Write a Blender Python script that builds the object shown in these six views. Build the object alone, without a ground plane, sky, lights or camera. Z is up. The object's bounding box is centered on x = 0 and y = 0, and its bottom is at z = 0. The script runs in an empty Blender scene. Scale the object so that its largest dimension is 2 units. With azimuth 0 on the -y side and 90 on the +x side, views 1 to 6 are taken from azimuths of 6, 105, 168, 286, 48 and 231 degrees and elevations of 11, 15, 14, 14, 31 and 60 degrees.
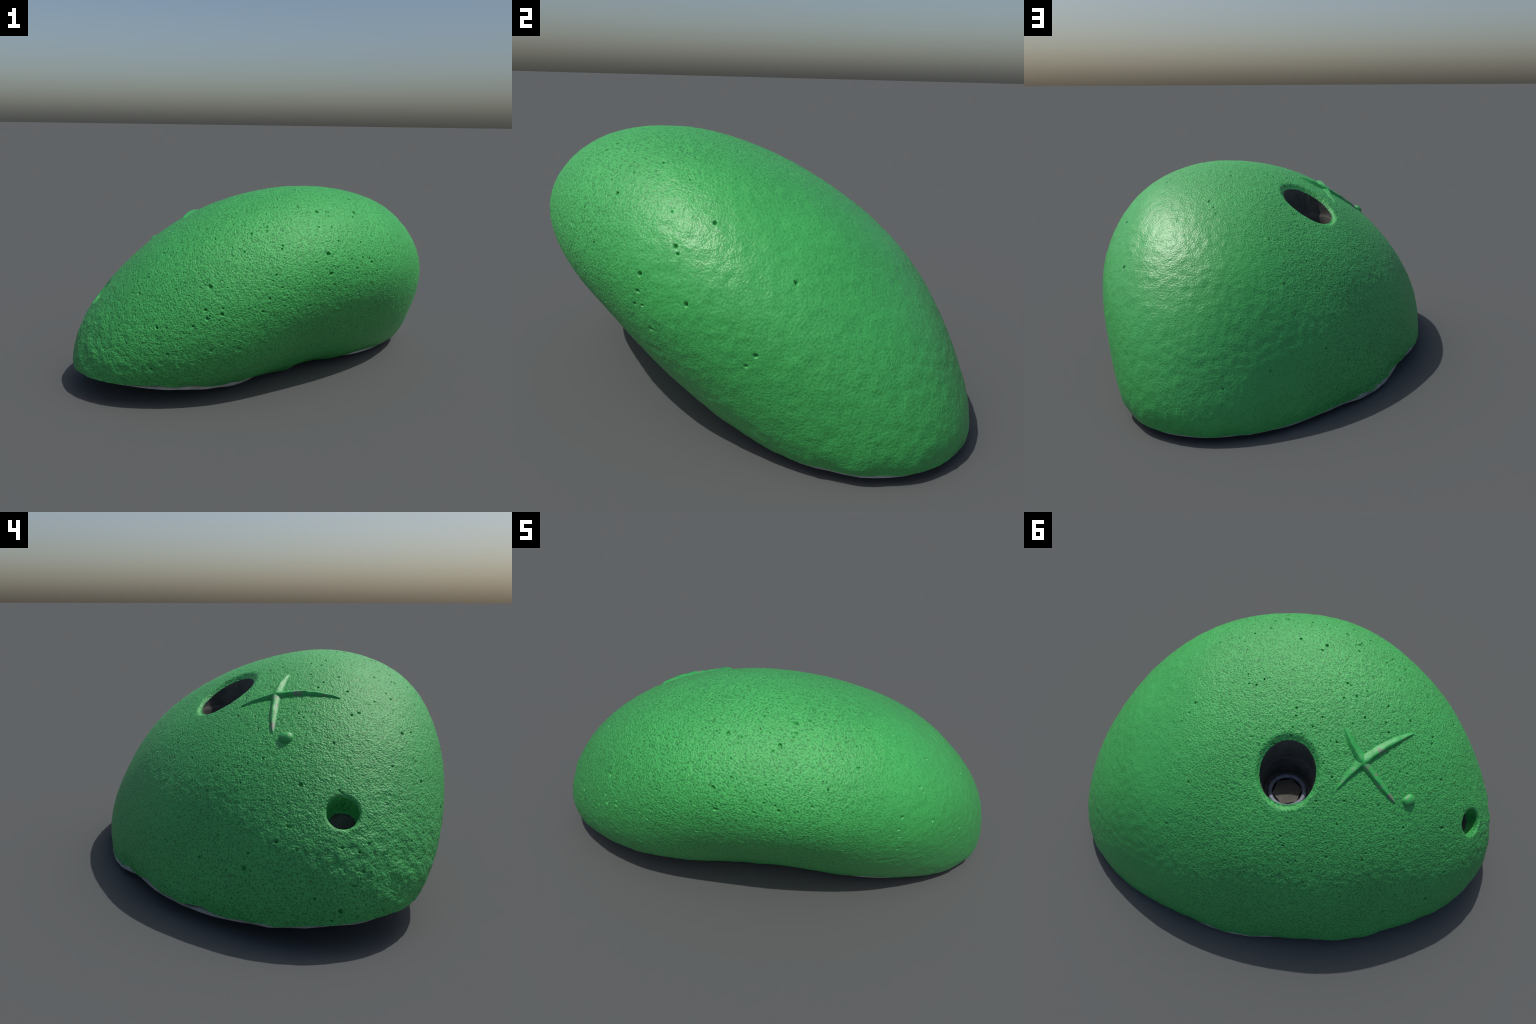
"""A climbing hold: a smooth, leaning pebble of moulded green resin with a bolt
hole, a small screw hole, a raised cross mark with a dot, and a pale rough
underside that shows as a thin lip along the bottom edge."""
import bpy, bmesh, math
import numpy as np
from mathutils import Vector
from mathutils.bvhtree import BVHTree

# ----------------------------------------------------------------------------
# shape of the pebble
# ----------------------------------------------------------------------------
# The dome is lofted from the apex (level 0) to the bottom edge (level 1).
# Height follows cos(level * 90 deg); the plan radius follows
# sin(level * 90 deg) times the GIRTH below, given at 20 compass bearings
# (0 = +x, counter-clockwise) for eight levels.
APEX = (0.288, -0.335, 1.116)
LEVELS = (0.04, 0.16, 0.32, 0.48, 0.64, 0.79, 0.91, 1.0)
GIRTH = (
    (1.057, 1.073, 1.056, 0.969, 0.841, 0.768, 0.772, 0.818, 0.880, 0.930, 0.968, 1.004, 1.023, 1.024, 1.048, 1.058, 1.018, 1.008, 1.027, 1.036),
    (1.148, 1.198, 1.167, 1.072, 0.965, 0.880, 0.831, 0.813, 0.823, 0.868, 0.946, 1.039, 1.116, 1.155, 1.152, 1.118, 1.070, 1.035, 1.035, 1.075),
    (1.126, 1.193, 1.196, 1.129, 1.024, 0.917, 0.840, 0.801, 0.801, 0.846, 0.935, 1.051, 1.131, 1.147, 1.135, 1.100, 1.048, 1.013, 1.013, 1.053),
    (1.068, 1.142, 1.168, 1.150, 1.079, 0.952, 0.847, 0.800, 0.803, 0.856, 0.943, 1.043, 1.120, 1.137, 1.094, 1.039, 0.993, 0.952, 0.953, 0.998),
    (0.996, 1.099, 1.166, 1.172, 1.090, 0.952, 0.852, 0.805, 0.805, 0.860, 0.947, 1.053, 1.131, 1.126, 1.059, 0.971, 0.885, 0.835, 0.847, 0.905),
    (0.887, 1.029, 1.149, 1.173, 1.069, 0.936, 0.846, 0.798, 0.799, 0.844, 0.936, 1.070, 1.154, 1.126, 1.023, 0.873, 0.732, 0.666, 0.670, 0.751),
    (0.758, 0.959, 1.134, 1.177, 1.060, 0.917, 0.826, 0.776, 0.777, 0.823, 0.917, 1.066, 1.169, 1.132, 0.967, 0.739, 0.567, 0.504, 0.511, 0.593),
    (0.589, 0.859, 1.108, 1.154, 1.035, 0.883, 0.795, 0.749, 0.740, 0.801, 0.888, 1.036, 1.165, 1.120, 0.865, 0.523, 0.383, 0.375, 0.334, 0.402),
)
RIM_HEIGHT = (0.050, 0.049, 0.040, 0.031, 0.028, 0.031, 0.027, 0.031, 0.058, 0.059, 0.054, 0.082, 0.126, 0.132, 0.093, 0.045, 0.033, 0.037, 0.034, 0.038)

COLUMNS, ROWS = 1700, 500

BOLT_HOLE = dict(x=-0.138, y=0.111, radius=0.137)
SCREW_HOLE = dict(at=(-0.797, -0.595, 0.536), inward=(0.60, 0.10, -0.79), radius=0.068)

# air-bubble pits: x, y, z, radius in millimetres
PITS = (
    (0.44, -0.77, 0.73, 9), (0.65, -0.60, 0.76, 7), (0.43, -0.78, 0.83, 9), (0.61, -0.65, 0.79, 5),
    (0.58, -0.68, 0.74, 5), (0.55, -0.70, 0.79, 4), (0.53, -0.71, 0.75, 4), (0.18, -0.90, 0.74, 5),
    (0.12, -0.92, 0.56, 6), (-0.15, -0.98, 0.57, 7), (-0.13, -0.95, 0.68, 8), (-0.40, -0.79, 0.80, 6),
    (-0.35, -0.82, 0.79, 5), (-0.50, -0.88, 0.61, 5), (0.05, -0.82, 0.92, 5), (-0.44, -0.57, 0.88, 5),
    (-0.39, -0.98, 0.47, 7), (-0.07, -0.97, 0.55, 7), (-0.14, -0.98, 0.53, 7), (-0.21, -0.99, 0.49, 6),
    (0.00, -0.90, 0.36, 6), (-0.13, -0.95, 0.36, 6), (-0.34, -0.98, 0.34, 6), (-0.43, -0.96, 0.25, 7),
    (0.15, -0.79, 0.32, 6), (0.34, -0.80, 0.57, 6), (0.59, -0.62, 0.60, 5), (0.46, -0.75, 0.67, 5),
    (0.36, -0.65, 1.02, 8), (0.52, -0.41, 1.06, 8), (0.22, -0.39, 1.11, 6), (-0.75, -0.41, 0.63, 7),
    (-0.89, -0.34, 0.42, 7), (-0.92, -0.21, 0.30, 8), (-0.90, -0.22, 0.36, 5), (-0.83, -0.06, 0.40, 5),
    (-0.83, 0.02, 0.29, 5), (-0.86, -0.38, 0.48, 5), (-0.87, -0.68, 0.40, 5), (-0.89, -0.70, 0.33, 5),
    (-0.96, -0.62, 0.18, 8), (-0.98, -0.52, 0.23, 5), (-0.97, -0.59, 0.14, 5), (-0.90, -0.05, 0.15, 5),
    (-0.42, -0.60, 0.89, 6), (-0.20, -0.47, 1.02, 5), (-0.59, -0.52, 0.78, 5), (-0.31, -0.53, 0.97, 5),
    (0.23, -0.43, 1.10, 7), (0.34, -0.35, 1.11, 6), (-0.18, -0.33, 1.03, 5), (0.15, -0.58, 1.06, 5),
    (0.00, -0.37, 1.08, 5), (0.51, -0.29, 1.09, 5), (0.05, -0.09, 1.06, 5), (0.93, -0.12, 0.68, 7),
    (0.93, -0.13, 0.62, 6), (0.92, -0.15, 0.57, 5), (0.92, -0.09, 0.49, 6), (0.88, -0.06, 0.36, 5),
    (0.92, -0.00, 0.78, 6), (0.85, 0.11, 0.85, 6), (0.79, -0.28, 0.92, 6), (0.12, -0.55, 1.07, 6),
    (0.55, -0.35, 1.07, 6), (0.55, -0.52, 1.00, 7), (0.56, -0.44, 1.04, 6), (0.98, 0.06, 0.61, 7),
    (0.88, 0.40, 0.69, 6), (1.00, 0.30, 0.47, 6), (0.99, 0.27, 0.43, 5),
)

rng = np.random.default_rng(7)


# ----------------------------------------------------------------------------
# helpers
# ----------------------------------------------------------------------------
def around(values, bearing):
    """Smooth periodic curve through values given at equal bearings."""
    values = np.asarray(values, float)
    n = len(values)
    c = np.fft.rfft(values) / n
    out = np.full(np.shape(bearing), c[0].real)
    for k in range(1, n // 2 + 1):
        w = 1.0 if k == n // 2 else 2.0
        out = out + w * (c[k].real * np.cos(k * bearing) - c[k].imag * np.sin(k * bearing))
    return out


def through(knots, values, t):
    """Polynomial through the knots (values: knots x anything)."""
    knots = np.asarray(knots, float)
    out = 0.0
    for i, k in enumerate(knots):
        w = np.ones_like(t)
        for j, m in enumerate(knots):
            if j != i:
                w = w * (t - m) / (k - m)
        out = out + w * np.asarray(values[i])[:, None]
    return out


def hashed(ix, iy, iz, seed):
    h = (ix * 374761393 + iy * 668265263 + iz * 2147483647 + seed * 974711) & 0xFFFFFFFF
    h = ((h ^ (h >> 13)) * 1274126177) & 0xFFFFFFFF
    h = ((h ^ (h >> 15)) * 2246822519) & 0xFFFFFFFF
    return ((h ^ (h >> 16)) & 0xFFFFFF).astype(np.float32) / 8388607.5 - 1.0


def noise(p, wavelength, seed):
    """Value noise in [-1, 1] at points p (N x 3)."""
    q = p / wavelength + 1000.0
    i = np.floor(q).astype(np.int64)
    f = (q - i).astype(np.float32)
    f = f * f * (3 - 2 * f)
    out = 0
    for dx in (0, 1):
        for dy in (0, 1):
            for dz in (0, 1):
                w = (f[:, 0] if dx else 1 - f[:, 0]) * (f[:, 1] if dy else 1 - f[:, 1]) * (f[:, 2] if dz else 1 - f[:, 2])
                out = out + w * hashed(i[:, 0] + dx, i[:, 1] + dy, i[:, 2] + dz, seed)
    return out


def smooth(a, b, x):
    t = np.clip((x - a) / (b - a), 0, 1)
    return t * t * (3 - 2 * t)


def mesh_object(name, verts, faces, material, smooth_shading=True):
    me = bpy.data.meshes.new(name)
    verts = np.asarray(verts, np.float32)
    faces = [np.asarray(f, np.int32) for f in faces] if isinstance(faces, list) else [np.asarray(faces, np.int32)]
    loops = np.concatenate([f.ravel() for f in faces])
    counts = np.concatenate([np.full(len(f), f.shape[1], np.int32) for f in faces])
    starts = np.concatenate([[0], np.cumsum(counts)[:-1]]).astype(np.int32)
    me.vertices.add(len(verts))
    me.vertices.foreach_set("co", verts.ravel())
    me.loops.add(len(loops))
    me.loops.foreach_set("vertex_index", loops)
    me.polygons.add(len(counts))
    me.polygons.foreach_set("loop_start", starts)
    me.update(calc_edges=True)
    me.validate()
    me.polygons.foreach_set("use_smooth", np.full(len(me.polygons), smooth_shading))
    ob = bpy.data.objects.new(name, me)
    bpy.context.collection.objects.link(ob)
    me.materials.append(material)
    return ob


def ring_faces(n, rows):
    """Quads of a stack of closed rings, vertex = row * n + column."""
    r, c = np.meshgrid(np.arange(rows - 1), np.arange(n), indexing="ij")
    c2 = (c + 1) % n
    return np.stack([r * n + c, (r + 1) * n + c, (r + 1) * n + c2, r * n + c2], -1).reshape(-1, 4)


# ----------------------------------------------------------------------------
# materials
# ----------------------------------------------------------------------------
class Nodes:
    def __init__(self, name):
        self.mat = bpy.data.materials.new(name)
        self.mat.use_nodes = True
        self.t = self.mat.node_tree
        self.bsdf = self.t.nodes["Principled BSDF"]
        self.co = self.t.nodes.new("ShaderNodeTexCoord").outputs["Object"]

    def link(self, a, b):
        self.t.links.new(a, b)

    def noise(self, scale, detail=2.0, rough=0.5, distortion=0.0):
        n = self.t.nodes.new("ShaderNodeTexNoise")
        n.inputs["Scale"].default_value = scale
        n.inputs["Detail"].default_value = detail
        n.inputs["Roughness"].default_value = rough
        n.inputs["Distortion"].default_value = distortion
        self.link(self.co, n.inputs["Vector"])
        return n.outputs["Fac"]

    def voronoi(self, scale):
        n = self.t.nodes.new("ShaderNodeTexVoronoi")
        n.inputs["Scale"].default_value = scale
        self.link(self.co, n.inputs["Vector"])
        return n

    def ramp(self, fac, stops):
        n = self.t.nodes.new("ShaderNodeValToRGB")
        e = n.color_ramp.elements
        while len(e) < len(stops):
            e.new(0.5)
        for el, (pos, col) in zip(e, stops):
            el.position = pos
            el.color = (*col, 1) if isinstance(col, tuple) else (col, col, col, 1)
        self.link(fac, n.inputs["Fac"])
        return n.outputs["Color"]

    def mix(self, fac, a, b, mode="MIX"):
        n = self.t.nodes.new("ShaderNodeMix")
        n.data_type, n.blend_type = "RGBA", mode
        for sock, val in ((n.inputs["Factor"], fac), (n.inputs[6], a), (n.inputs[7], b)):
            if isinstance(val, (int, float)):
                sock.default_value = val
            elif isinstance(val, tuple):
                sock.default_value = (*val, 1)
            else:
                self.link(val, sock)
        return n.outputs[2]

    def math(self, op, a, b=0.0):
        n = self.t.nodes.new("ShaderNodeMath")
        n.operation = op
        for sock, val in zip(n.inputs, (a, b)):
            if isinstance(val, (int, float)):
                sock.default_value = val
            else:
                self.link(val, sock)
        return n.outputs[0]

    def bump(self, height, strength, distance, normal=None):
        n = self.t.nodes.new("ShaderNodeBump")
        n.inputs["Strength"].default_value = strength
        n.inputs["Distance"].default_value = distance
        self.link(height, n.inputs["Height"])
        if normal:
            self.link(normal, n.inputs["Normal"])
        return n.outputs["Normal"]


GREEN = (0.052, 0.395, 0.092)


def green_resin(name, grain=1.0):
    m = Nodes(name)
    fine = m.noise(112, 1.6, 0.55)
    patch = m.noise(3.0, 3.0, 0.55)
    speck = m.voronoi(46)
    base = m.mix(m.ramp(patch, ((0.30, 0.0), (0.70, 1.0))),
                 tuple(c * 0.93 for c in GREEN), tuple(c * 1.07 for c in GREEN))
    # grain: shading of the bumps put into the colour, troughs darker, crests lighter
    # (grain fades out on the leaning back)
    xyz = m.t.nodes.new("ShaderNodeSeparateXYZ")
    m.link(m.co, xyz.inputs[0])
    across = m.math("ADD", m.math("MULTIPLY", xyz.outputs[0], 0.75), m.math("MULTIPLY", xyz.outputs[1], 0.66))
    across = m.math("ADD", across, m.math("MULTIPLY", m.noise(4.0, 3.0), 0.25))
    grain_here = m.ramp(across, ((0.42, 1.0), (0.85, 0.42)))
    base = m.mix(m.math("MULTIPLY", m.ramp(fine, ((0.33, 1.0), (0.50, 0.0))), grain_here), base, (0.024, 0.205, 0.052))
    base = m.mix(m.math("MULTIPLY", m.ramp(fine, ((0.56, 0.0), (0.74, 0.5))), grain_here), base, (0.100, 0.470, 0.140))
    # pin-prick pits: the shade inside them is painted dark, the dent is bump
    dot = m.ramp(speck.outputs["Distance"], ((0.10, 1.0), (0.17, 0.0)))
    chosen = m.ramp(speck.outputs["Color"], ((0.80, 0.0), (0.82, 1.0)))
    pin = m.math("MULTIPLY", m.math("MULTIPLY", dot, chosen), grain_here)
    base = m.mix(pin, base, (0.010, 0.055, 0.022))
    m.link(base, m.bsdf.inputs["Base Color"])
    gloss = m.math("ADD", m.math("MULTIPLY", grain_here, 0.22), 0.31)
    m.link(gloss, m.bsdf.inputs["Roughness"])
    m.bsdf.inputs["Specular IOR Level"].default_value = 0.5
    h = m.math("SUBTRACT", fine, m.math("MULTIPLY", pin, 0.7))
    bumped = m.bump(h, 0.85, 0.007)
    m.link(m.math("MULTIPLY", grain_here, 0.85 * grain), bumped.node.inputs["Strength"])
    m.link(bumped, m.bsdf.inputs["Normal"])
    return m.mat


def pale_resin():
    m = Nodes("pale_resin")
    a = m.noise(14, 4.0, 0.6)
    col = m.ramp(a, ((0.30, (0.22, 0.235, 0.22)), (0.55, (0.36, 0.37, 0.35)), (0.75, (0.48, 0.48, 0.46))))
    m.link(col, m.bsdf.inputs["Base Color"])
    m.bsdf.inputs["Roughness"].default_value = 0.75
    m.link(m.bump(m.noise(60, 3.0), 0.4, 0.004), m.bsdf.inputs["Normal"])
    return m.mat


def steel():
    m = Nodes("dull_steel")
    a = m.noise(30, 3.0, 0.6)
    m.link(m.ramp(a, ((0.3, (0.09, 0.11, 0.15)), (0.7, (0.20, 0.23, 0.28)))), m.bsdf.inputs["Base Color"])
    m.bsdf.inputs["Metallic"].default_value = 0.3
    m.bsdf.inputs["Roughness"].default_value = 0.6
    return m.mat


def socket_dirt():
    m = Nodes("dusty_socket")
    a = m.noise(16, 4.0, 0.6)
    m.link(m.ramp(a, ((0.3, (0.040, 0.036, 0.030)), (0.7, (0.10, 0.092, 0.080)))), m.bsdf.inputs["Base Color"])
    m.bsdf.inputs["Roughness"].default_value = 0.8
    m.link(m.bump(m.noise(40, 3.0), 0.4, 0.004), m.bsdf.inputs["Normal"])
    return m.mat


def worn_green():
    """Resin of the raised mark: smoother, with grey-brown scuffing."""
    m = Nodes("scuffed_green_resin")
    a = m.noise(22, 4.0, 0.65, 0.6)
    col = m.ramp(a, ((0.40, (0.028, 0.330, 0.070)), (0.58, (0.045, 0.400, 0.095)),
                     (0.62, (0.15, 0.23, 0.14)), (0.70, (0.19, 0.175, 0.15))))
    m.link(col, m.bsdf.inputs["Base Color"])
    m.bsdf.inputs["Roughness"].default_value = 0.5
    m.link(m.bump(m.noise(70, 2.0), 0.3, 0.004), m.bsdf.inputs["Normal"])
    return m.mat


def bore_dust_and_shade():
    """Grimy grey coat inside the bolt hole; its darkness is partly painted-in shade."""
    m = Nodes("grimy_shaded_bore")
    a = m.noise(18, 4.0, 0.6)
    m.link(m.ramp(a, ((0.3, (0.035, 0.040, 0.034)), (0.7, (0.085, 0.082, 0.072)))), m.bsdf.inputs["Base Color"])
    m.bsdf.inputs["Roughness"].default_value = 0.7
    m.link(m.bump(m.noise(50, 3.0), 0.4, 0.004), m.bsdf.inputs["Normal"])
    return m.mat


MAT_GREEN = green_resin("green_resin")
MAT_BORE = bore_dust_and_shade()
MAT_PALE = pale_resin()
MAT_STEEL = steel()
MAT_SOCKET = socket_dirt()
MAT_MARK = worn_green()


# ----------------------------------------------------------------------------
# body
# ----------------------------------------------------------------------------
def dome(bearing, level, reach=None):
    """Smooth dome surface, bearings x levels x 3; reach scales the levels per bearing."""
    level = level[None, :] * (1.0 if reach is None else reach[:, None] ** (level[None, :] ** 6)) * np.ones((len(bearing), 1))
    girth = through(LEVELS, [around(g, bearing) for g in GIRTH], level)
    rho = girth * np.sin(level * math.pi / 2)
    drop = np.cos(level * math.pi / 2)
    z = APEX[2] * drop + around(RIM_HEIGHT, bearing)[:, None] * (1 - drop)
    x = APEX[0] * (1 - level) + rho * np.cos(bearing)[:, None]
    y = APEX[1] * (1 - level) + rho * np.sin(bearing)[:, None]
    return np.stack([x, y, z], -1)


def normals_of(g):
    across = np.roll(g, -1, 0) - np.roll(g, 1, 0)
    down = np.gradient(g, axis=1)
    n = np.cross(down, across)
    return n / (np.linalg.norm(n, axis=-1, keepdims=True) + 1e-12)


bearing = np.arange(COLUMNS) * 2 * math.pi / COLUMNS
level = np.linspace(0.003, 1.0, ROWS)
# the green skin stops short of the very bottom where the pale underside shows
def between(lo, hi, soft):
    """1 for bearings from lo to hi degrees, fading over soft degrees."""
    d = np.degrees(bearing)
    return smooth(lo - soft, lo + soft, d) * (1 - smooth(hi - soft, hi + soft, d))


ring_walk = np.stack([2 * np.cos(bearing), 2 * np.sin(bearing), 0 * bearing], -1)
bare_strip = 0.0015 + 0.0085 * between(95, 208, 14) + 0.0115 * between(236, 274, 6) + 0.004 * between(20, 60, 10)
bare_strip = bare_strip * (1 + 0.55 * noise(ring_walk, 0.14, 41) + 0.45 * noise(ring_walk, 0.42, 42))
bottom_line = dome(bearing, np.array([1.0]))[:, 0]
surface = dome(bearing, level, 1 - np.clip(bare_strip, 0.001, 0.02))
normal = normals_of(surface)
P = surface.reshape(-1, 3)
N = normal.reshape(-1, 3)

# --- relief ------------------------------------------------------------------
# flaky, coarser skin at the low blunt end
flaky = np.exp(-(((P - np.array([-0.70, -0.80, 0.30])) / np.array([0.42, 0.40, 0.28])) ** 2).sum(1))
# dimpled skin on the leaning back
dimpled = smooth(0.1, 0.7, P[:, 0] * 0.75 + P[:, 1] * 0.66)
relief = (0.0011 * noise(P, 0.016, 1) + 0.0007 * noise(P, 0.030, 2)) * (1 - 0.65 * dimpled)
relief += 0.0040 * flaky * noise(P * np.array([1, 1, 0.8]), 0.042, 3) + 0.0022 * flaky * noise(P, 0.022, 4)
relief += dimpled * (0.0017 * (0.4 - np.abs(noise(P, 0.050, 5))) + 0.0012 * noise(P, 0.028, 6))
# slow swells that the loft sections do not carry: centre, radius, height
for cx, cy, cz, cr, ch in ((-0.22, 0.42, 0.68, 0.20, 0.012), (0.55, 0.74, 0.60, 0.24, -0.012)):
    relief += ch * np.exp(-((P - np.array([cx, cy, cz])) ** 2).sum(1) / cr ** 2)
relief += 0.0014 + 0.0015 * noise(P, 0.22, 8)
# ragged moulding edge
edge = np.tile(smooth(0.93, 1.0, level), COLUMNS)
relief += edge * 0.006 * noise(P, 0.09, 9) - edge ** 4 * 0.003
P = P + N * relief[:, None]

# scattered small bubbles besides the ones that can be placed
rows_of = rng.uniform(0.15, 0.97, 260)
scatter = []
for a, l in zip(rng.uniform(0, 2 * math.pi, 260), rows_of):
    i = int(a / (2 * math.pi) * COLUMNS) % COLUMNS
    j = int(l * ROWS) % ROWS
    c = surface[i, j]
    if c[0] * 0.75 + c[1] * 0.66 < 0.55 or rng.random() < 0.08:
        scatter.append((*c, rng.uniform(3.0, 5.0)))
for x, y, z, r in list(PITS) + scatter:
    c = np.array([x, y, z])
    r = r * 0.00135
    flat = surface.reshape(-1, 3)
    near = np.where(np.abs(flat - c).max(1) < 0.06)[0]
    if len(near) == 0:
        continue
    seat = near[((flat[near] - c) ** 2).sum(1).argmin()]
    d = flat[near] - flat[seat]
    stretch = rng.normal(size=3) * 0.35
    d = d + np.outer(d @ stretch, stretch)
    k = np.sqrt((d ** 2).sum(1)) / r
    P[near] -= N[near] * (r * 1.6 * (1 - smooth(0.35, 1.15, k)))[:, None]

# rolled lips of the two holes
bx, by, br = BOLT_HOLE["x"], BOLT_HOLE["y"], BOLT_HOLE["radius"]
axis_distance = np.hypot(P[:, 0] - bx, P[:, 1] - by)
P[:, 2] -= np.where(P[:, 2] > 0.5, 0.024 * (1 - smooth(br - 0.004, br + 0.036, axis_distance)) ** 2, 0)
so = np.array(SCREW_HOLE["at"])
sd = np.array(SCREW_HOLE["inward"])
sd = sd / np.linalg.norm(sd)
rel = P - so
along = rel @ sd
screw_distance = np.linalg.norm(rel - along[:, None] * sd, axis=1)
P += sd * np.where(np.abs(along) < 0.2, 0.010 * (1 - smooth(SCREW_HOLE["radius"] - 0.003, SCREW_HOLE["radius"] + 0.018, screw_distance)) ** 2, 0)[:, None]

body_grid = P.reshape(COLUMNS, ROWS, 3)
rim_line = body_grid[:, -1]
centre = rim_line.mean(0)

# rows top to bottom, then a few rows that close the underside
stack = [body_grid[:, j] for j in range(ROWS)]
for f in (0.975, 0.94, 0.85, 0.6, 0.3, 0.08):
    ring = centre + (rim_line - centre) * f
    ring[:, 2] = rim_line[:, 2] * f + 0.09 * (1 - f) + 0.02 * (1 - f ** 8)
    stack.append(ring)
verts = np.concatenate(stack)
quads = ring_faces(COLUMNS, len(stack))
top_cap = np.arange(COLUMNS)
last = (len(stack) - 1) * COLUMNS
verts = np.concatenate([verts, [body_grid[:, 0].mean(0) + [0, 0, 0.0002], verts[last:].mean(0)]])
nv = len(verts)
tri_top = np.stack([np.full(COLUMNS, nv - 2), top_cap, (top_cap + 1) % COLUMNS], -1)
tri_low = np.stack([np.full(COLUMNS, nv - 1), last + (top_cap + 1) % COLUMNS, last + top_cap], -1)
body = mesh_object("body", verts, [quads, tri_top, tri_low], MAT_GREEN)
skin = BVHTree.FromPolygons([Vector(v) for v in surface[::6, ::4].reshape(-1, 3)],
                            [tuple(f) for f in (lambda nc, nr: np.stack([
                                (np.repeat(np.arange(nc), nr - 1)) * nr + np.tile(np.arange(nr - 1), nc),
                                (np.repeat(np.arange(nc), nr - 1)) * nr + np.tile(np.arange(nr - 1), nc) + 1,
                                ((np.repeat(np.arange(nc), nr - 1) + 1) % nc) * nr + np.tile(np.arange(nr - 1), nc) + 1,
                                ((np.repeat(np.arange(nc), nr - 1) + 1) % nc) * nr + np.tile(np.arange(nr - 1), nc)], -1))(
                                len(surface[::6]), len(surface[0, ::4]))])


def lathe(name, profile, material, segments=96, closed=True, wobble=0.0):
    """Solid of revolution about z from (radius, height) pairs, top to bottom."""
    a = np.arange(segments) * 2 * math.pi / segments
    rows = []
    for i, (r, z) in enumerate(profile):
        rr = r * (1 + wobble * np.sin(3 * a + i) + wobble * 0.6 * np.sin(7 * a + 2 * i))
        rows.append(np.stack([rr * np.cos(a), rr * np.sin(a), np.full(segments, z)], -1))
    v = np.concatenate(rows)
    q = ring_faces(segments, len(rows))
    k = np.arange(segments)
    if closed == "torus":
        s0 = (len(rows) - 1) * segments
        q = np.concatenate([q, np.stack([s0 + k, k, (k + 1) % segments, s0 + (k + 1) % segments], -1)])
        return mesh_object(name, v, q, material)
    v = np.concatenate([v, [[0, 0, profile[0][1]], [0, 0, profile[-1][1]]]])
    s0 = (len(rows) - 1) * segments
    t1 = np.stack([np.full(segments, len(v) - 2), k, (k + 1) % segments], -1)
    t2 = np.stack([np.full(segments, len(v) - 1), s0 + (k + 1) % segments, s0 + k], -1)
    return mesh_object(name, v, [q, t1, t2], material)


def cut(target, cutter):
    mod = target.modifiers.new("cut", "BOOLEAN")
    mod.operation, mod.object = "DIFFERENCE", cutter
    mod.solver, mod.material_mode = "MANIFOLD", "TRANSFER"
    dg = bpy.context.evaluated_depsgraph_get()
    me = bpy.data.meshes.new_from_object(target.evaluated_get(dg))
    target.modifiers.clear()
    old = target.data
    target.data = me
    bpy.data.meshes.remove(old)
    bpy.data.objects.remove(cutter)


# bolt hole: straight down, stepping in to a steel seat
bore = lathe("bore_cutter", ((br, 1.30), (br, 0.840), (br * 0.985, 0.832), (0.130, 0.826), (0.128, 0.818), (0.119, 0.755),
                             (0.117, 0.718), (0.076, 0.716), (0.076, 0.64)), MAT_BORE, 128)
bore.location = (bx, by, 0)
bpy.context.view_layer.update()
cut(body, bore)
# screw hole
sr = SCREW_HOLE["radius"]
shaft = lathe("shaft_cutter", ((sr * 1.02, 0.30), (sr, -0.02), (sr * 0.96, -0.068), (sr * 0.78, -0.088), (sr * 0.45, -0.095),
                               (sr * 0.4, -0.14)), MAT_GREEN, 72, wobble=0.025)
shaft.rotation_mode = "QUATERNION"
shaft.rotation_quaternion = Vector(sd).to_track_quat("-Z", "Y")
shaft.location = so
shaft_turn = shaft.rotation_quaternion.copy()
bpy.context.view_layer.update()
cut(body, shaft)
body.data.polygons.foreach_set("use_smooth", np.ones(len(body.data.polygons), bool))
body.data.set_sharp_from_angle(angle=math.radians(50))

# ----------------------------------------------------------------------------
# fittings in the holes
# ----------------------------------------------------------------------------
washer = lathe("washer", tuple((0.0875 + 0.0125 * math.cos(t), 0.724 + 0.008 * math.sin(t))
                               for t in np.linspace(0, 2 * math.pi, 16, endpoint=False)[::-1]),
               MAT_STEEL, 96, closed="torus")
washer.location = (bx, by, 0)
socket = lathe("bolt_socket", ((0.0755, 0.718), (0.072, 0.714), (0.046, 0.709), (0.038, 0.703), (0.004, 0.701),
                               (0.004, 0.67), (0.0755, 0.67)), MAT_SOCKET, 6, wobble=0.0)
socket.location = (bx, by, 0)
socket.data.polygons.foreach_set("use_smooth", np.zeros(len(socket.data.polygons), bool))
plug = lathe("screw_socket", ((sr * 0.82, -0.083), (sr * 0.74, -0.078), (sr * 0.52, -0.086), (sr * 0.30, -0.092), (sr * 0.14, -0.105), (sr * 0.12, -0.118),
                              (sr * 0.82, -0.118)), MAT_SOCKET, 48, wobble=0.06)
plug.rotation_mode = "QUATERNION"
plug.rotation_quaternion = shaft_turn
plug.location = so

# ----------------------------------------------------------------------------
# raised cross mark and dot
# ----------------------------------------------------------------------------
def on_skin(p):
    co, no, _, _ = skin.find_nearest(Vector(p))
    if no.z < 0:
        no = -no
    return np.array(co), np.array(no)


CROSSING = (-0.333, -0.203, 0.945)


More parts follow.
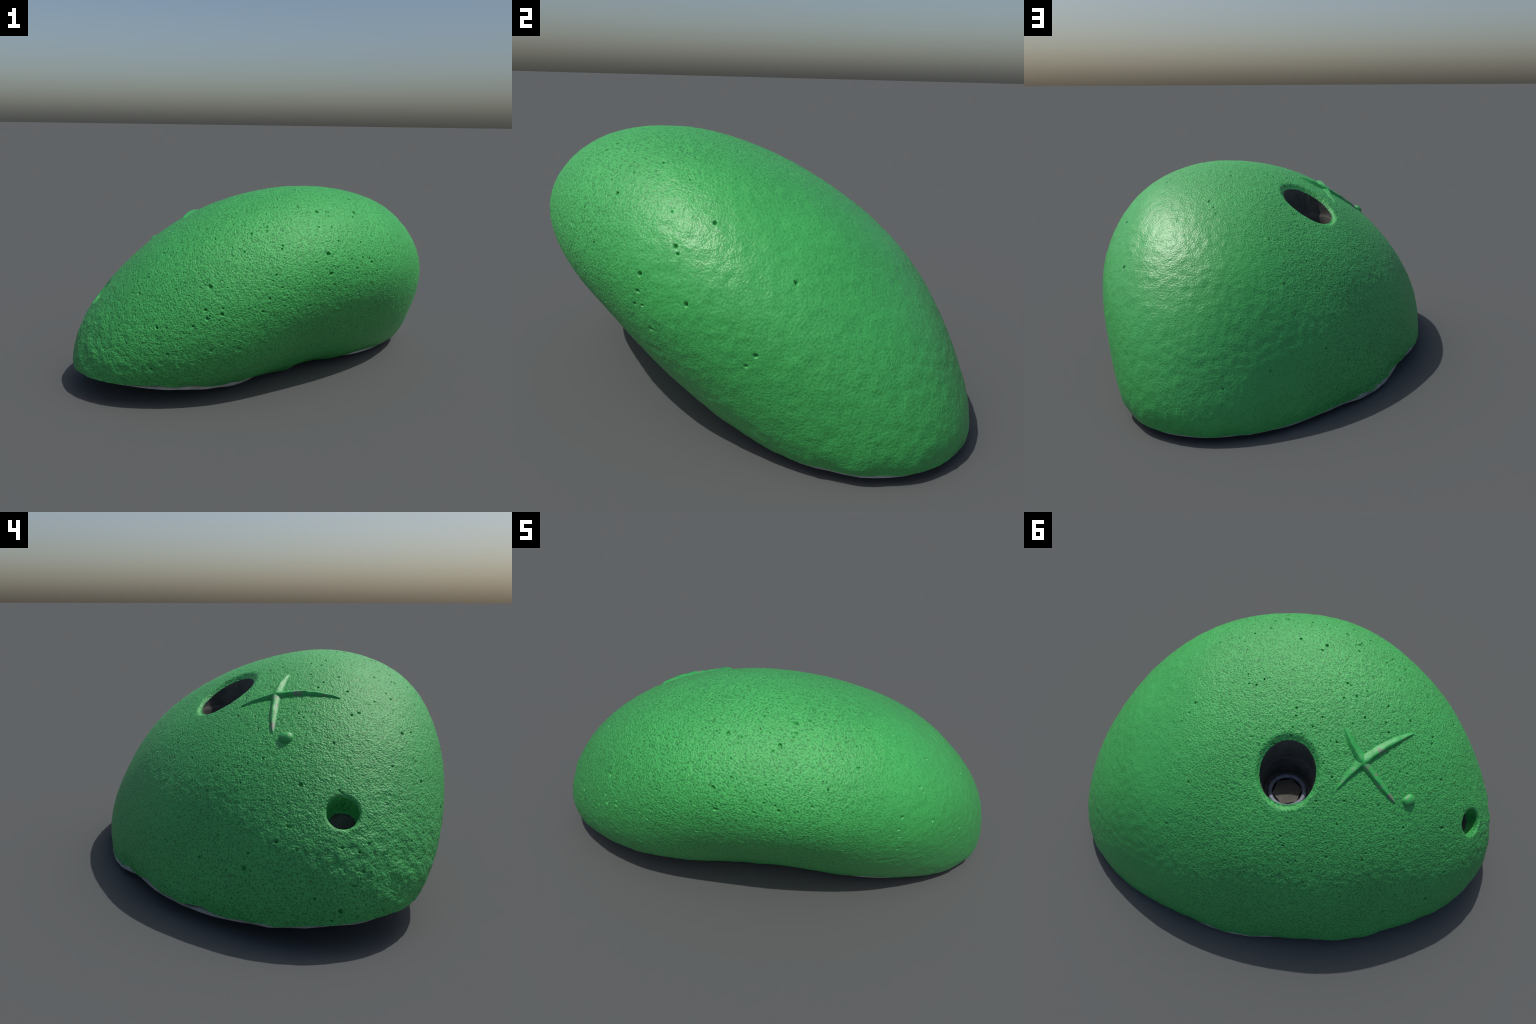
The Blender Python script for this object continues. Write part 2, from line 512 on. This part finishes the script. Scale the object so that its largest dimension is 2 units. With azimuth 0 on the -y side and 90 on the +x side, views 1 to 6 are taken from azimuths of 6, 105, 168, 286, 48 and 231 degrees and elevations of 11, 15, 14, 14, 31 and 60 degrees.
def stroke(name, points, width, height, lean, seed):
    """A tapered, crested ridge that follows the skin through the points."""
    knots = np.array(points, float)
    n = 90
    t = np.linspace(0, 1, n)
    kt = np.linspace(0, 1, len(knots))
    path = sum(np.outer(np.prod([(t - m) / (k - m) for m in kt if m != k], axis=0), knots[i]) for i, k in enumerate(kt))
    spots = [on_skin(p) for p in path]
    co = np.array([s[0] for s in spots])
    no = np.array([s[1] for s in spots])
    tan = np.gradient(co, axis=0)
    tan /= np.linalg.norm(tan, axis=1, keepdims=True)
    side = np.cross(no, tan)
    side /= np.linalg.norm(side, axis=1, keepdims=True)
    taper = np.clip(np.sin(math.pi * np.clip(t, 0, 1)), 0, 1) ** 0.42 * (1 + 0.10 * noise(co, 0.05, seed))
    # the strokes swell where they cross
    taper = taper * (1 + 0.30 * np.exp(-((co - np.array(CROSSING)) ** 2).sum(1) / 0.035 ** 2))
    w, h = width * taper, height * (taper ** 0.9)
    # half section: out to the foot, up the flank, over the crest
    section = ((-1.00, -0.60), (-0.95, 0.02), (-0.66, 0.34), (-0.30, 0.74), (0.0, 1.08), (0.22, 0.90), (0.55, 0.52), (0.90, 0.06), (1.00, -0.60))
    rows = []
    for u, v in section:
        wob = 0.15 * noise(co + 0.4 * u, 0.028, seed + 3)
        rows.append(co + side * ((u + lean * max(v, 0)) * w * (1 + wob))[:, None] + no * (v * h * (1 + wob))[:, None])
    m = len(section)
    v = np.concatenate(rows)                      # section x path
    i, j = np.meshgrid(np.arange(m), np.arange(n - 1), indexing="ij")
    i2 = (i + 1) % m
    q = np.stack([i * n + j, i2 * n + j, i2 * n + j + 1, i * n + j + 1], -1).reshape(-1, 4)
    v = np.concatenate([v, [co[0], co[-1]]])
    k = np.arange(m)
    e1 = np.stack([np.full(m, len(v) - 2), ((k + 1) % m) * n, k * n], -1)
    e2 = np.stack([np.full(m, len(v) - 1), k * n + n - 1, ((k + 1) % m) * n + n - 1], -1)
    return mesh_object(name, v, [q, e1, e2], MAT_MARK)


stroke_a = stroke("cross_stroke", ((-0.160, -0.221, 1.022), (-0.335, -0.200, 0.945), (-0.552, -0.237, 0.803)), 0.025, 0.0160, -0.25, 11)
stroke_b = stroke("cross_stroke", ((-0.362, -0.510, 0.945), (-0.338, -0.350, 0.958), (-0.330, -0.190, 0.945), (-0.344, -0.022, 0.884)), 0.025, 0.0160, 0.25, 17)

dot_at, dot_up = on_skin((-0.575, -0.305, 0.790))
side = np.cross(dot_up, [0, 1, 0]); side /= np.linalg.norm(side)
other = np.cross(dot_up, side)
seg, rows = 40, []
ang = np.arange(seg) * 2 * math.pi / seg
for r, h in ((0.037, -0.012), (0.035, 0.002), (0.030, 0.010), (0.020, 0.017), (0.010, 0.020), (0.002, 0.021)):
    # a bead squeezed out to one side into a small point
    rr = r * (1 + 0.22 * np.exp(-((ang - 3.9) / 0.45) ** 2) + 0.04 * np.sin(3 * ang))
    rows.append(dot_at + np.outer(rr * np.cos(ang), side) * 0.85 + np.outer(rr * np.sin(ang), other) + dot_up * h)
v = np.concatenate(rows)
k = np.arange(seg)
v = np.concatenate([v, [dot_at + dot_up * 0.0213, dot_at - dot_up * 0.012]])
s0 = (len(rows) - 1) * seg
dot = mesh_object("dot", v, [ring_faces(seg, len(rows))[:, ::-1],
                             np.stack([np.full(seg, len(v) - 2), s0 + k, s0 + (k + 1) % seg], -1),
                             np.stack([np.full(seg, len(v) - 1), (k + 1) % seg, k], -1)], MAT_MARK)

# ----------------------------------------------------------------------------
# pale underside with a ragged flash lip
# ----------------------------------------------------------------------------
cols = 150
pick = np.linspace(0, COLUMNS, cols, endpoint=False).astype(int)
foot = bottom_line[pick]
a = bearing[pick]
circle = np.stack([2 * np.cos(a), 2 * np.sin(a), 0 * a], -1)
ragged = 0.6 * noise(circle, 0.13, 31) + 0.6 * noise(circle, 0.4, 32)
lip_in = 0.990 + 0.009 * ragged - 0.10 * between(274, 356, 8)[pick]                      # chips pull the lip in and out
middle = foot.mean(0)
rows = []
for f, lift, sag in ((0.970, 0.030, 0), (0.990, 0.020, 0), (1.0, 0.010, 0), (0.999, -0.004, 0), (0.985, -0.010, 0),
                     (0.93, -0.012, 0.05), (0.75, -0.012, 0.6), (0.40, -0.012, 0.9), (0.03, -0.012, 1.0)):
    ring = middle + (foot - middle) * (f * lip_in)[:, None]
    flat = foot[:, 2] + lift * (1 + 0.7 * ragged)
    ring[:, 2] = np.maximum(flat * (1 - sag), 0.0)
    rows.append(ring)
v = np.concatenate(rows)
v = np.concatenate([v, [rows[0].mean(0), [*middle[:2], 0.0]]])
k = np.arange(cols)
s0 = (len(rows) - 1) * cols
underside = mesh_object("underside", v, [ring_faces(cols, len(rows)),
                                         np.stack([np.full(cols, len(v) - 2), k, (k + 1) % cols], -1),
                                         np.stack([np.full(cols, len(v) - 1), s0 + (k + 1) % cols, s0 + k], -1)], MAT_PALE, False)

# ----------------------------------------------------------------------------
# hierarchy
# ----------------------------------------------------------------------------
hold = bpy.data.objects.new("climbing_hold", None)
bpy.context.collection.objects.link(hold)
hold["label"] = "rounded green climbing hold with bolt hole and raised cross"
hold["category"] = "climbing hold"
for ob in (body, washer, socket, plug, stroke_a, stroke_b, dot, underside):
    me = ob.data
    bm = bmesh.new()
    if len(me.polygons) < 200000:
        bm.from_mesh(me)
        bmesh.ops.recalc_face_normals(bm, faces=bm.faces)
        bm.to_mesh(me)
    bm.free()
    ob.parent = hold
